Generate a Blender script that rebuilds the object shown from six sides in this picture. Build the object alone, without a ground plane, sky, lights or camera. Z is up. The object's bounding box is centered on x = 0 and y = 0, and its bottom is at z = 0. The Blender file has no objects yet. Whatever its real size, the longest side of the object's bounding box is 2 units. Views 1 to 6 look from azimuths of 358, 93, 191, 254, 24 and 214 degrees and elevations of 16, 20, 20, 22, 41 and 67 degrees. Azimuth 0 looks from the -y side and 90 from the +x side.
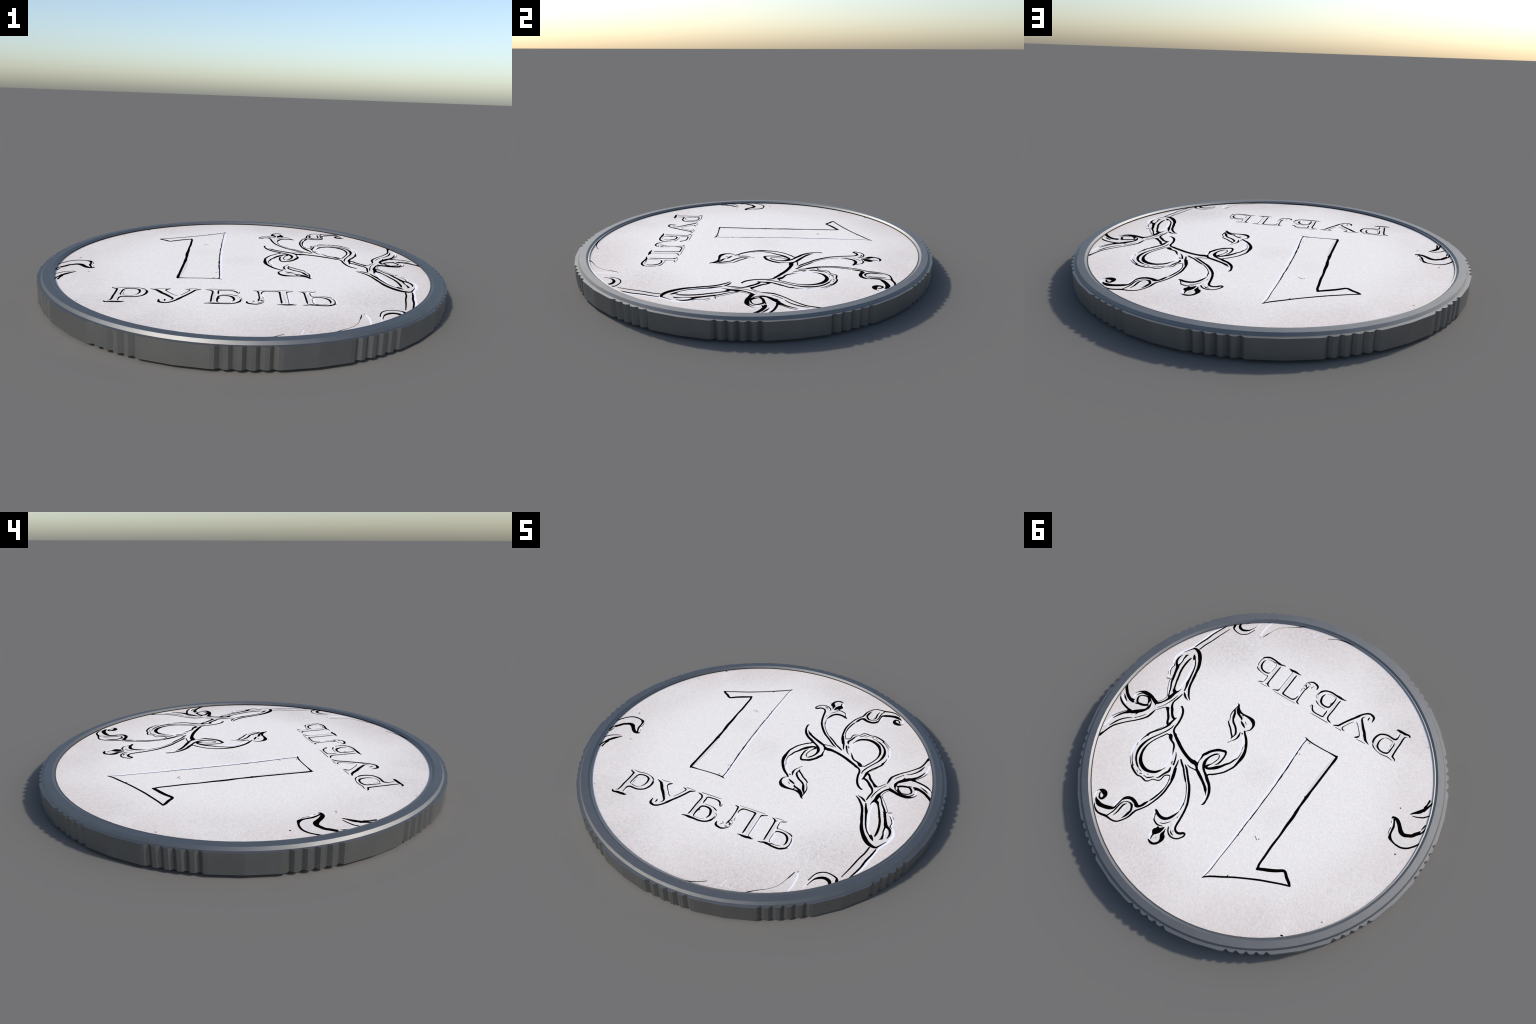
"""A struck metal coin lying flat: a reeded band, a raised rim on each side, a pale
recessed field, and on it a large numeral, a five-letter word and a vine ornament,
each drawn as inlaid engraved lines (dark cuts, painted highlights and shading)."""
import math
import bpy
import bmesh
from mathutils import Vector, noise

# ------------------------------------------------------------------ sizes (metres)
BAND_BOTTOM, BAND_TOP = 0.0125, 0.1018      # reeded band, between the two rims
BAND_R, GROOVE_R = 1.0012, 0.9875
FIELD_Z = 0.1003                            # height of the pale field
FIELD_R = 0.9300
FIELD_SHIFT = -0.0015                       # the field sits a hair off centre
THICK = 0.1146                              # whole thickness, rim to rim
SIDES = 48                                  # the coin is turned in 7.5 degree facets
GROUPS, GROOVES, PITCH, HALF = 12, 5, 2.8, 0.91   # 12 groups of 5 V grooves (degrees)
LINE_H = 0.0005                             # how far the engraved lines stand proud


# ------------------------------------------------------------------ node helpers
def material(name):
    m = bpy.data.materials.new(name)
    m.use_nodes = True
    t = m.node_tree
    return m, t, t.nodes["Principled BSDF"]


def node(t, kind, **values):
    n = t.nodes.new(kind)
    for k, v in values.items():
        if k in n.inputs:
            n.inputs[k].default_value = v
        else:
            setattr(n, k, v)
    return n


def noise_at(t, coord, scale, detail=2.0, rough=0.5):
    n = node(t, "ShaderNodeTexNoise", Scale=scale, Detail=detail, Roughness=rough)
    t.links.new(coord, n.inputs["Vector"])
    return n


def ramp(t, fac, stops):
    r = t.nodes.new("ShaderNodeValToRGB")
    e = r.color_ramp.elements
    while len(e) < len(stops):
        e.new(0.5)
    for el, (pos, col) in zip(e, stops):
        el.position, el.color = pos, (*col, 1.0)
    t.links.new(fac, r.inputs["Fac"])
    return r.outputs["Color"]


def mix(t, kind, fac, a, b):
    m = t.nodes.new("ShaderNodeMix")
    m.data_type, m.blend_type, m.clamp_factor = "RGBA", kind, True
    for sock, v in ((m.inputs[0], fac), (m.inputs[6], a), (m.inputs[7], b)):
        if isinstance(v, bpy.types.NodeSocket):
            t.links.new(v, sock)
        else:
            sock.default_value = v if isinstance(v, float) else (*v, 1.0)
    return m.outputs[2]


def metal_material(name, base, rough):
    m, t, p = material(name)
    co = node(t, "ShaderNodeTexCoord").outputs["Object"]
    n = noise_at(t, co, 14.0, 3.0)
    lo, hi = [c * 0.96 for c in base], [c * 1.04 for c in base]
    t.links.new(ramp(t, n.outputs["Fac"], ((0.3, lo), (0.7, hi))), p.inputs["Base Color"])
    p.inputs["Metallic"].default_value = 1.0
    p.inputs["Roughness"].default_value = rough
    return m


# where handling has left soft stains on the field: x, y, radius, strength
STAINS = ((0.56, -0.52, 0.30, 0.9), (-0.02, 0.08, 0.15, 0.6), (-0.56, -0.58, 0.20, 0.6),
          (0.20, 0.76, 0.24, 0.55), (-0.80, 0.30, 0.24, 0.35), (0.86, 0.03, 0.20, 0.45),
          (-0.48, 0.72, 0.22, 0.4), (0.25, -0.82, 0.36, 0.75), (-0.34, -0.80, 0.26, 0.65),
          (-0.21, 0.22, 0.12, 0.4))


def math_node(t, op, a, b=None):
    n = node(t, "ShaderNodeMath", operation=op)
    for sock, v in zip(n.inputs, (a, b)):
        if isinstance(v, bpy.types.NodeSocket):
            t.links.new(v, sock)
        elif v is not None:
            sock.default_value = v
    return n.outputs[0]


def span(t, value, lo, hi, out_lo=0.0, out_hi=1.0):
    n = node(t, "ShaderNodeMapRange", interpolation_type="SMOOTHSTEP")
    for k, v in (("From Min", lo), ("From Max", hi), ("To Min", out_lo), ("To Max", out_hi)):
        n.inputs[k].default_value = v
    t.links.new(value, n.inputs["Value"])
    return n.outputs[0]


def field_material():
    """Pale struck nickel: fine grain, faint pink and grey drift, grey patches, a painted vignette."""
    m, t, p = material("pale_nickel_field")
    co = node(t, "ShaderNodeTexCoord").outputs["Object"]
    mp = node(t, "ShaderNodeMapping")
    mp.inputs["Rotation"].default_value = (0, 0, 0.6)
    mp.inputs["Scale"].default_value = (1.0, 0.7, 1.0)
    t.links.new(co, mp.inputs["Vector"])
    grain = noise_at(t, mp.outputs["Vector"], 130.0, 3.0, 0.65)
    base = ramp(t, grain.outputs["Fac"], ((0.28, GRAIN_LO), (0.70, GRAIN_HI)))
    soft = noise_at(t, co, 42.0, 2.0)
    base = mix(t, "MULTIPLY", 1.0, base, ramp(t, soft.outputs["Fac"], ((0.3, (0.97, 0.97, 0.975)), (0.7, (1.02, 1.02, 1.02)))))
    hue = noise_at(t, co, 30.0, 2.0)
    tint = ramp(t, hue.outputs["Fac"], ((0.30, (0.985, 1.0, 0.995)), (0.5, (1.0, 1.0, 1.0)), (0.72, (1.015, 0.975, 0.99))))
    base = mix(t, "MULTIPLY", 1.0, base, tint)
    # radial lapping streaks, showing most toward the border
    sep = node(t, "ShaderNodeSeparateXYZ")
    t.links.new(co, sep.inputs[0])
    dist = node(t, "ShaderNodeVectorMath", operation="LENGTH")
    t.links.new(co, dist.inputs[0])
    r = dist.outputs["Value"]
    ang = math_node(t, "ARCTAN2", sep.outputs["Y"], sep.outputs["X"])
    pol = node(t, "ShaderNodeCombineXYZ")
    t.links.new(math_node(t, "MULTIPLY", ang, 105.0), pol.inputs[0])
    t.links.new(math_node(t, "MULTIPLY", r, 34.0), pol.inputs[1])
    streak = noise_at(t, pol.outputs[0], 1.0, 2.0, 0.6)
    streaks = ramp(t, streak.outputs["Fac"], ((0.3, (0.93, 0.92, 0.925)), (0.62, (1.01, 1.01, 1.01))))
    base = mix(t, "MULTIPLY", span(t, r, 0.45, 0.95, 0.15, 1.0), base, streaks)
    # vignette tinted into the field: darker and warmer outward, broken up in patches
    big = noise_at(t, co, 3.2, 3.0, 0.55)
    border = math_node(t, "MULTIPLY", span(t, r, 0.52, 0.95), span(t, big.outputs["Fac"], 0.30, 0.62, 0.45, 1.0))
    base = mix(t, "MULTIPLY", border, base, VIGNETTE_TINT)
    # stains: soft round patches, speckled inside
    total = None
    for x, y, rad, k in STAINS:
        d = node(t, "ShaderNodeVectorMath", operation="DISTANCE")
        d.inputs[1].default_value = (x, y, FIELD_Z)
        t.links.new(co, d.inputs[0])
        one = span(t, d.outputs["Value"], 0.0, rad, k, 0.0)
        total = one if total is None else math_node(t, "MAXIMUM", total, one)
    spots = noise_at(t, co, 95.0, 3.0, 0.7)
    speck = math_node(t, "MULTIPLY", total, span(t, spots.outputs["Fac"], 0.44, 0.64, 0.22, 1.0))
    base = mix(t, "MULTIPLY", speck, base, (0.80, 0.785, 0.79))
    t.links.new(base, p.inputs["Base Color"])
    p.inputs["Roughness"].default_value = 0.6
    p.inputs["Specular IOR Level"].default_value = 0.28
    return m


GRAIN_LO, GRAIN_HI, VIGNETTE_TINT = (0.715, 0.672, 0.62), (0.87, 0.822, 0.766), (0.875, 0.84, 0.83)


def plain_material(name, col, rough, spec):
    m, t, p = material(name)
    co = node(t, "ShaderNodeTexCoord").outputs["Object"]
    n = noise_at(t, co, 60.0)
    t.links.new(ramp(t, n.outputs["Fac"], ((0.35, [c * 0.97 for c in col]), (0.65, col))), p.inputs["Base Color"])
    p.inputs["Roughness"].default_value = rough
    p.inputs["Specular IOR Level"].default_value = spec
    return m


STEEL = metal_material("dark_steel", (0.215, 0.215, 0.212), 0.55)
FIELD = field_material()
INK = plain_material("black_cut", (0.0015, 0.0015, 0.0015), 0.9, 0.0)
LIGHT = plain_material("painted_highlight", (0.85, 0.83, 0.86), 0.7, 0.2)  # pale strokes drawn where the relief catches light
SHADE = plain_material("painted_shading", (0.655, 0.63, 0.61), 0.6, 0.25)  # grey strokes painting the soft shade inside stems and letters
GAP_BLACK = plain_material("blackened_underside", (0.012, 0.012, 0.013), 0.25, 0.5)  # rim's inner faces coloured near black so the gap looks unlit


# ------------------------------------------------------------------ mesh helpers
def make(name, bm, mats, parent, smooth_angle=None):
    bmesh.ops.recalc_face_normals(bm, faces=bm.faces)
    me = bpy.data.meshes.new(name)
    bm.to_mesh(me)
    bm.free()
    for m in mats:
        me.materials.append(m)
    if smooth_angle:
        me.polygons.foreach_set("use_smooth", [True] * len(me.polygons))
        me.set_sharp_from_angle(angle=math.radians(smooth_angle))
    o = bpy.data.objects.new(name, me)
    bpy.context.scene.collection.objects.link(o)
    o.parent = parent
    return o


def at(deg, r, z):
    a = math.radians(deg)
    return (r * math.sin(a), -r * math.cos(a), z)


# ------------------------------------------------------------------ the coin's body
def band_outline():
    """Angles and radii of the reeded band: flat facets every 7.5 degrees, and on every
    fourth facet corner a group of five V grooves."""
    step = 360.0 / SIDES

    def chord(deg):
        off = (deg % step) - step / 2
        return BAND_R * math.cos(math.radians(step / 2)) / math.cos(math.radians(off))

    pts = []
    for g in range(GROUPS):
        mid = g * 360.0 / GROUPS
        for k in range(GROOVES):
            c = mid + (k - (GROOVES - 1) / 2) * PITCH
            pts += [(c - HALF, chord(c - HALF)), (c, GROOVE_R), (c + HALF, chord(c + HALF))]
        pts += [(mid + step * j, BAND_R) for j in (1, 2, 3)]
    return pts


def build_band(parent):
    bm = bmesh.new()
    pts = band_outline()
    low = [bm.verts.new(at(d, r, BAND_BOTTOM)) for d, r in pts]
    top = [bm.verts.new(at(d, r, BAND_TOP)) for d, r in pts]
    inner_low = [bm.verts.new(at(d, 0.972, BAND_BOTTOM)) for d, r in pts]
    inner_top = [bm.verts.new(at(d, 0.972, BAND_TOP)) for d, r in pts]
    n = len(pts)
    for i in range(n):
        j = (i + 1) % n
        bm.faces.new((low[i], low[j], top[j], top[i]))
        bm.faces.new((top[i], top[j], inner_top[j], inner_top[i]))
        bm.faces.new((inner_top[i], inner_top[j], inner_low[j], inner_low[i]))
        bm.faces.new((inner_low[i], inner_low[j], low[j], low[i]))
    return make("reeded_edge", bm, [STEEL], parent)


# Rim section (radius, height), from the outer foot over the flat top and down the inner
# chamfer to a thin lip that turns up again; then back along its hollow underside.
RIM_PROFILE = ((0.9845, 0.1012), (0.9755, THICK), (0.9413, THICK), (0.9308, 0.1062),
               (0.9247, 0.1078))
RIM_UNDERSIDE = ((0.9247, 0.1070), (0.9315, 0.1052), (0.9420, 0.1128), (0.9745, 0.1128),
                 (0.9800, 0.1012))


def build_rim(parent, below=False):
    bm = bmesh.new()
    n = SIDES * 2
    prof = RIM_PROFILE + RIM_UNDERSIDE
    rings = []
    for r, z in prof:
        zz = THICK - z if below else z
        rings.append([bm.verts.new(at(i * 360.0 / n, r, zz)) for i in range(n)])
    for k in range(len(prof)):
        a, b = rings[k], rings[(k + 1) % len(prof)]
        for i in range(n):
            j = (i + 1) % n
            f = bm.faces.new((a[i], a[j], b[j], b[i]))
            f.material_index = 1 if len(RIM_PROFILE) <= k < len(prof) - 1 else 0
    return make("rim", bm, [STEEL, GAP_BLACK], parent, 12)


def build_field(parent, below=False):
    """Flat field whose outermost hair rolls up into the rim (shading normals only)."""
    bm = bmesh.new()
    n = SIDES * 2
    z = THICK - FIELD_Z if below else FIELD_Z
    up = -1.0 if below else 1.0
    radii = (0.30, 0.60, 0.85, 0.9165, FIELD_R)
    centre = bm.verts.new((0, FIELD_SHIFT, z))
    rings = [[bm.verts.new(Vector(at(i * 360.0 / n, r, z)) + Vector((0, FIELD_SHIFT, 0))) for i in range(n)] for r in radii]
    for i in range(n):
        j = (i + 1) % n
        bm.faces.new((centre, rings[0][i], rings[0][j]))
        for a, b in zip(rings, rings[1:]):
            bm.faces.new((a[i], b[i], b[j], a[j]))
    for f in bm.faces:
        f.smooth = True
    o = make("field", bm, [FIELD], parent)
    me = o.data
    if me.polygons[0].normal.z * up < 0:
        me.flip_normals()
    me.polygons.foreach_set("use_smooth", [True] * len(me.polygons))
    normals = []
    for v in me.vertices:
        r = v.co.xy.length
        if r > 0.92:
            normals.append(Vector((-v.co.x / r * ROLL, -v.co.y / r * ROLL, up)).normalized())
        else:
            normals.append(Vector((0, 0, up)))
    me.normals_split_custom_set_from_vertices(normals)
    return o


ROLL = 0.12


# ------------------------------------------------------------------ engraved lines
def spline(pts):
    """Centripetal Catmull-Rom through (x, y, width) points, in metres."""
    p = [Vector(q) for q in pts]
    if len(p) < 3:
        return p
    p = [p[0] * 2 - p[1]] + p + [p[-1] * 2 - p[-2]]
    out = []
    for i in range(1, len(p) - 2):
        a, b, c, d = p[i - 1:i + 3]
        t0 = 0.0
        t1 = t0 + max((b - a).xy.length, 1e-6) ** 0.5
        t2 = t1 + max((c - b).xy.length, 1e-6) ** 0.5
        t3 = t2 + max((d - c).xy.length, 1e-6) ** 0.5
        steps = max(3, int((c - b).xy.length / 0.006))
        for s in range(steps):
            t = t1 + (t2 - t1) * s / steps
            a1 = a * ((t1 - t) / (t1 - t0)) + b * ((t - t0) / (t1 - t0))
            a2 = b * ((t2 - t) / (t2 - t1)) + c * ((t - t1) / (t2 - t1))
            a3 = c * ((t3 - t) / (t3 - t2)) + d * ((t - t2) / (t3 - t2))
            b1 = a1 * ((t2 - t) / (t2 - t0)) + a2 * ((t - t0) / (t2 - t0))
            b2 = a2 * ((t3 - t) / (t3 - t1)) + a3 * ((t - t1) / (t3 - t1))
            out.append(b1 * ((t2 - t) / (t2 - t1)) + b2 * ((t - t1) / (t2 - t1)))
    out.append(p[-2])
    return out


def add_line(bm, pts, slot, z):
    """One engraved line: a ridge of changing width with round ends and real depth."""
    path = spline([(x * 0.001, y * 0.001, w * 0.001) for x, y, w in pts])
    left, right = [], []
    for i, q in enumerate(path):
        d = (path[min(i + 1, len(path) - 1)] - path[max(i - 1, 0)]).xy
        d = d.normalized() if d.length > 1e-9 else Vector((1, 0))
        wob = noise.noise((q.x * 90, q.y * 90, slot * 7.0)) * 0.0005    # hand-cut unevenness
        h = max(q.z * 0.5 + (wob if q.z > 0.003 else 0), 0.0004)
        s = Vector((-d.y, d.x)) * h
        left.append((q.xy + s, d, h))
        right.append((q.xy - s, d, h))

    def cap(c, d, h, sign):
        base = math.atan2(d.y, d.x)
        return [c + Vector((math.cos(base + sign * a), math.sin(base + sign * a))) * h
                for a in (math.radians(60), math.radians(20), math.radians(-20), math.radians(-60))]

    end = cap(path[-1].xy, left[-1][1], left[-1][2], 1)
    start = cap(path[0].xy, -left[0][1], left[0][2], 1)
    tops, lows = {}, {}

    def pair(key, p):
        tops[key] = bm.verts.new((p.x, p.y, z))
        lows[key] = bm.verts.new((p.x, p.y, FIELD_Z - 0.0012))

    n = len(path)
    for i in range(n):
        pair(("l", i), left[i][0])
        pair(("r", i), right[i][0])
    for i, p in enumerate(end):
        pair(("e", i), p)
    for i, p in enumerate(start):
        pair(("s", i), p)
    faces = []
    for i in range(n - 1):
        faces.append(bm.faces.new([tops[k] for k in (("r", i), ("r", i + 1), ("l", i + 1), ("l", i))]))
    ec = [("l", n - 1)] + [("e", i) for i in range(4)] + [("r", n - 1)]
    sc = [("r", 0)] + [("s", i) for i in range(4)] + [("l", 0)]
    faces.append(bm.faces.new([tops[k] for k in reversed(ec)]))
    faces.append(bm.faces.new([tops[k] for k in reversed(sc)]))
    loop = [("r", i) for i in range(n)] + list(reversed(ec))[1:-1] + [("l", i) for i in range(n - 1, -1, -1)] + list(reversed(sc))[1:-1]
    for a, b in zip(loop, loop[1:] + loop[:1]):
        faces.append(bm.faces.new((lows[a], lows[b], tops[b], tops[a])))
    for f in faces:
        f.material_index = slot


# Spines of the lines, part by part: (x, y, width) in millimetres on the coin's field,
# x to the right and y up as the word is read.
ENGRAVING = {
    "branch": [
        ("ink", [(696, -618, 6.3), (708, -584, 6.8), (731, -518, 8.9), (740, -473, 9.4), (753, -432, 9.3), (764, -387, 6.7)]),
        ("ink", [(670, -605, 4.2), (690, -540, 6.3), (709, -470, 7.2), (723, -431, 7.7), (732, -387, 7.2)]),
        ("light", [(714, -592, 4.4), (739, -528, 8.8), (756, -455, 9.8), (772, -391, 8.6)]),
    ],
    "pod": [
        ("ink", [(764, -373, 10.8), (752, -376, 14.6), (735, -373, 19.7), (716, -363, 22.2), (695, -341, 22.9), (677, -315, 19.5), (661, -283, 18.1), (651, -249, 14.2), (644, -222, 12.9), (636, -194, 13.4)]),
        ("ink", [(734, -339, 4.6), (727, -329, 13.2), (717, -316, 17.3)]),
        ("ink", [(717, -307, 5.1), (717, -315, 5.6), (707, -311, 6.6), (687, -285, 7.1), (673, -253, 8), (663, -219, 9.2), (652, -182, 8.9)]),
        ("ink", [(735, -308, 7.1), (738, -283, 11.9), (737, -245, 11.8), (731, -207, 11.8), (722, -178, 10.5), (709, -144, 10.4)]),
        ("ink", [(761, -374, 7.7), (774, -355, 6.2), (785, -337, 4.6), (795, -320, 3.1)]),
        ("ink", [(792, -297, 4.1), (797, -272, 9.7), (792, -243, 13.2), (782, -230, 14.4), (766, -219, 19.4), (757, -196, 15.5), (748, -170, 13), (741, -150, 14.2), (732, -128, 11.4)]),
        ("ink", [(761, -318, 3.6), (769, -309, 10.7), (769, -297, 10.7), (769, -284, 8.1), (764, -262, 6.8), (764, -239, 8.1), (764, -220, 13.1)]),
        ("ink", [(796, -224, 4), (785, -215, 5), (788, -192, 4.5), (780, -170, 5), (766, -149, 3.5)]),
        ("ink", [(791, -163, 3), (779, -146, 2.5)]),
        ("ink", [(769, -121, 4.5), (754, -127, 5.5)]),
        ("ink", [(746, -124, 4), (741, -134, 5)]),
        ("light", [(771, -388, 8.6), (781, -361, 9.7), (800, -326, 11.8), (812, -291, 13.2), (816, -262, 12.7), (808, -238, 10.6), (793, -213, 9.5), (793, -187, 9.4), (787, -166, 9.4), (778, -153, 7.9), (767, -132, 5.4)]),
        ("light", [(715, -308, 6.4), (694, -281, 8.4), (684, -245, 9.4), (676, -203, 10), (666, -173, 10.3)]),
        ("light", [(776, -296, 7.7), (773, -266, 9.5), (773, -238, 7.6)]),
        ("ink", [(644, -229, 13.4), (635, -194, 12.4), (628, -165, 12.8), (615, -133, 12.7), (601, -112, 11.5), (589, -96, 10.7), (568, -78, 3.9)]),
        ("ink", [(663, -216, 8), (654, -185, 10.9), (649, -163, 15.3), (642, -146, 12.8), (637, -131, 9.8), (631, -111, 7.8)]),
        ("ink", [(625, -102, 3.4), (616, -93, 11.2), (601, -81, 10.7), (576, -71, 2.4)]),
        ("ink", [(720, -177, 10.5), (712, -148, 10.4), (700, -118, 9.4), (689, -92, 10.3), (681, -79, 19.1), (671, -72, 20)]),
        ("ink", [(743, -162, 12.4), (738, -137, 11.4), (726, -110, 10.4), (709, -82, 9.1), (694, -49, 7.3), (684, -32, 7.8)]),
        ("ink", [(747, -124, 3), (736, -97, 2.5), (721, -70, 2.7), (701, -41, 2.7), (692, -28, 4.9)]),
        ("light", [(674, -209, 12.5), (669, -181, 11.4), (665, -143, 10.3), (666, -108, 9.2), (667, -81, 6.5)]),
        ("light", [(739, -123, 8.3), (718, -84, 7.4), (696, -44, 6.9)]),
    ],
    "tendril": [
        ("ink", [(653, -107, 3.4), (657, -89, 7.3), (666, -73, 17.6), (669, -56, 17.5), (672, -31, 19.9), (675, -13, 12.6), (682, 5, 9.2), (693, 25, 9.2), (705, 38, 12.5), (717, 45, 16.4)]),
        ("ink", [(690, -42, 6.3), (681, -30, 12.6), (673, -29, 17.5)]),
        ("ink", [(689, -24, 2.9), (692, -4, 2.9), (702, 18, 3.4), (715, 33, 4.4)]),
        ("ink", [(706, 40, 5.3), (716, 41, 21), (739, 34, 19.8), (763, 25, 19.4), (789, 21, 18), (812, 23, 16.6), (829, 31, 10.3), (845, 45, 4.9), (852, 61, 2.4)]),
        ("ink", [(775, 31, 3.4), (796, 33, 5.4), (817, 35, 6.8), (829, 47, 6.3), (838, 63, 3.4)]),
        ("ink", [(770, 37, 10.2), (790, 41, 8.3), (813, 51, 6.3), (822, 66, 9.2), (816, 87, 11.6), (803, 100, 12.5), (781, 99, 14), (761, 92, 13.9), (747, 82, 13.9)]),
        ("ink", [(771, 41, 12.6), (757, 53, 15), (753, 65, 9.2), (750, 75, 5.3)]),
        ("ink", [(764, 39, 7.8), (742, 54, 4.8), (734, 70, 8.7), (732, 90, 16.3), (735, 107, 13.4), (749, 127, 18.6), (769, 146, 21.9), (789, 164, 21), (810, 175, 17.2)]),
        ("ink", [(808, 178, 18.6), (825, 197, 11), (838, 218, 10), (847, 237, 7.1), (853, 254, 3.8)]),
        ("ink", [(805, 164, 17.2), (821, 162, 11.5), (844, 158, 11.5), (874, 149, 11.1), (897, 136, 9.7), (909, 125, 5.4)]),
        ("ink", [(919, 107, 3.9), (913, 122, 2.9)]),
        ("ink", [(929, 41, 9.4), (919, 59, 15.7), (905, 73, 16.6), (891, 86, 16.6), (868, 100, 18), (845, 108, 17.9), (828, 110, 15)]),
        ("ink", [(853, 99, 2.9), (842, 101, 12.6), (830, 94, 3.9)]),
        ("ink", [(813, 111, 5.3), (800, 106, 10.1)]),
        ("ink", [(901, 99, 3.4), (881, 115, 8.7), (858, 128, 2.9)]),
        ("ink", [(718, 47, 10.1), (709, 57, 3.9)]),
        ("ink", [(818, 169, 3.8), (838, 198, 4.3), (855, 224, 4.3), (865, 249, 2.9)]),
        ("ink", [(765, 194, 2.9), (787, 209, 6.6), (809, 233, 7.6), (825, 260, 9), (835, 287, 6.6), (841, 303, 2.8)]),
        ("ink", [(690, 86, 6.2), (693, 111, 11.2), (698, 138, 11.2), (713, 163, 9), (741, 197, 7.6), (771, 227, 7.1), (799, 260, 7.5), (820, 288, 8.9), (832, 320, 8.9), (839, 351, 9.8), (847, 379, 16.7)]),
        ("ink", [(715, 131, 2.4), (725, 149, 4.8), (741, 170, 4.3), (754, 185, 4.8)]),
        ("ink", [(763, 167, 2.9), (764, 159, 7.6), (755, 144, 5.3)]),
        ("light", [(864, 315, 11.8), (864, 283, 9.8), (858, 247, 6.7), (847, 221, 4.8)]),
        ("light", [(920, 106, 6.1), (891, 125, 8.1), (859, 140, 8)]),
        ("light", [(841, 91, 7.3), (847, 68, 8.1), (840, 45, 4.1)]),
        ("shade", [(712, 55, 8), (701, 72, 16), (702, 93, 8)]),
        ("shade", [(828, 143, 6), (793, 134, 12), (765, 118, 8)]),
        ("shade", [(859, 292, 5.9), (855, 319, 11.7), (853, 343, 7.8)]),
    ],
    "stem": [
        ("ink", [(626, -83, 6.3), (630, -53, 9.2), (636, -18, 9.2), (628, 7, 12.5), (612, 26, 15.3), (597, 46, 13.6), (580, 61, 14.7), (570, 65, 14.7)]),
        ("ink", [(691, 83, 2.9), (678, 68, 3.8), (665, 49, 4.8), (652, 35, 6.2), (639, 35, 17.2), (623, 51, 12.4), (608, 67, 13.5), (595, 83, 13.7), (587, 100, 12.3), (577, 111, 14.6), (566, 113, 14.6)]),
        ("ink", [(689, 61, 3.9), (671, 35, 3.9), (655, -4, 5.3), (646, -38, 5.3), (642, -63, 2.4)]),
        ("ink", [(558, 52, 3.3), (562, 66, 9.9), (565, 88, 11.3), (567, 109, 16), (570, 127, 11.3), (583, 155, 8.7), (602, 182, 9.8), (620, 209, 10.9), (626, 229, 11.2)]),
        ("ink", [(641, 31, 4.3), (638, 28, 10.1), (630, 38, 10)]),
        ("shade", [(655, -11, 6), (648, -37, 10.1), (648, -71, 6.1)]),
    ],
    "hook": [
        ("ink", [(583, -15, 3.9), (580, -20, 8.6), (568, -13, 11), (555, -1, 12.4), (541, 25, 12.3), (534, 50, 11.1), (529, 79, 11.1), (528, 104, 11), (523, 122, 11), (513, 134, 12.1), (495, 142, 14.4)]),
        ("light", [(575, -8, 5.2), (566, 18, 6), (563, 53, 6.7)]),
    ],
    "scroll": [
        ("ink", [(526, 118, 7.5), (520, 127, 9.8), (509, 137, 12.1), (487, 150, 15.7), (455, 168, 18.4), (418, 188, 17.8), (379, 204, 17.7), (345, 214, 18.1), (318, 218, 22.9), (299, 219, 18.4), (283, 229, 13), (272, 241, 13.8), (252, 252, 17.3), (226, 267, 15), (212, 275, 13.7)]),
        ("ink", [(622, 226, 9.8), (631, 248, 6), (635, 275, 3.7)]),
        ("ink", [(639, 294, 2.8), (634, 310, 3.7)]),
        ("ink", [(617, 202, 3.8), (605, 176, 2.8), (594, 157, 3.3), (581, 138, 2.4)]),
        ("ink", [(542, 98, 2.8), (542, 116, 6.6), (549, 141, 7.5), (565, 176, 6.5), (581, 206, 7), (595, 232, 8.8), (605, 260, 10.8), (610, 291, 14.2), (609, 321, 14.2), (600, 351, 11.8), (585, 375, 10.6), (569, 391, 9.5), (549, 405, 8.3), (538, 411, 4.1)]),
        ("ink", [(534, 413, 3.6), (514, 418, 3.6)]),
        ("ink", [(531, 162, 7.4), (539, 163, 6.5), (548, 180, 7), (566, 214, 6.5), (578, 243, 6.9), (585, 271, 8.5), (586, 303, 11.9), (581, 328, 13), (571, 351, 16.3), (558, 370, 19.4), (539, 385, 20.2), (515, 395, 20.6), (492, 397, 18.3), (470, 391, 16), (448, 379, 14.3), (436, 364, 11.6), (427, 347, 5.4), (420, 329, 3.2)]),
        ("ink", [(530, 162, 4.2), (519, 159, 21.3), (506, 172, 19), (492, 182, 11.1), (473, 189, 11), (458, 204, 10.5), (449, 221, 8.7), (435, 245, 2.3)]),
        ("ink", [(428, 224, 3.2), (415, 240, 6.4), (403, 264, 8.6), (393, 290, 8.5)]),
        ("ink", [(412, 279, 5), (403, 292, 5)]),
        ("ink", [(623, 361, 1.9), (603, 387, 4.1), (587, 404, 4.5), (573, 416, 8.6)]),
        ("ink", [(623, 381, 2.3), (603, 401, 3.2), (584, 418, 4.1), (569, 427, 10.8), (553, 435, 10.3), (533, 443, 9.8), (514, 447, 8), (497, 443, 7.1), (482, 445, 8.4), (466, 448, 9.3)]),
        ("ink", [(538, 425, 3.6), (525, 432, 3.6)]),
        ("ink", [(513, 432, 4.9), (503, 427, 4.9)]),
        ("ink", [(487, 429, 3.2), (469, 429, 4.5)]),
        ("ink", [(476, 413, 2.7), (468, 412, 2.7)]),
        ("ink", [(464, 430, 7.1), (449, 417, 6.7), (437, 405, 3.1)]),
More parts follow.
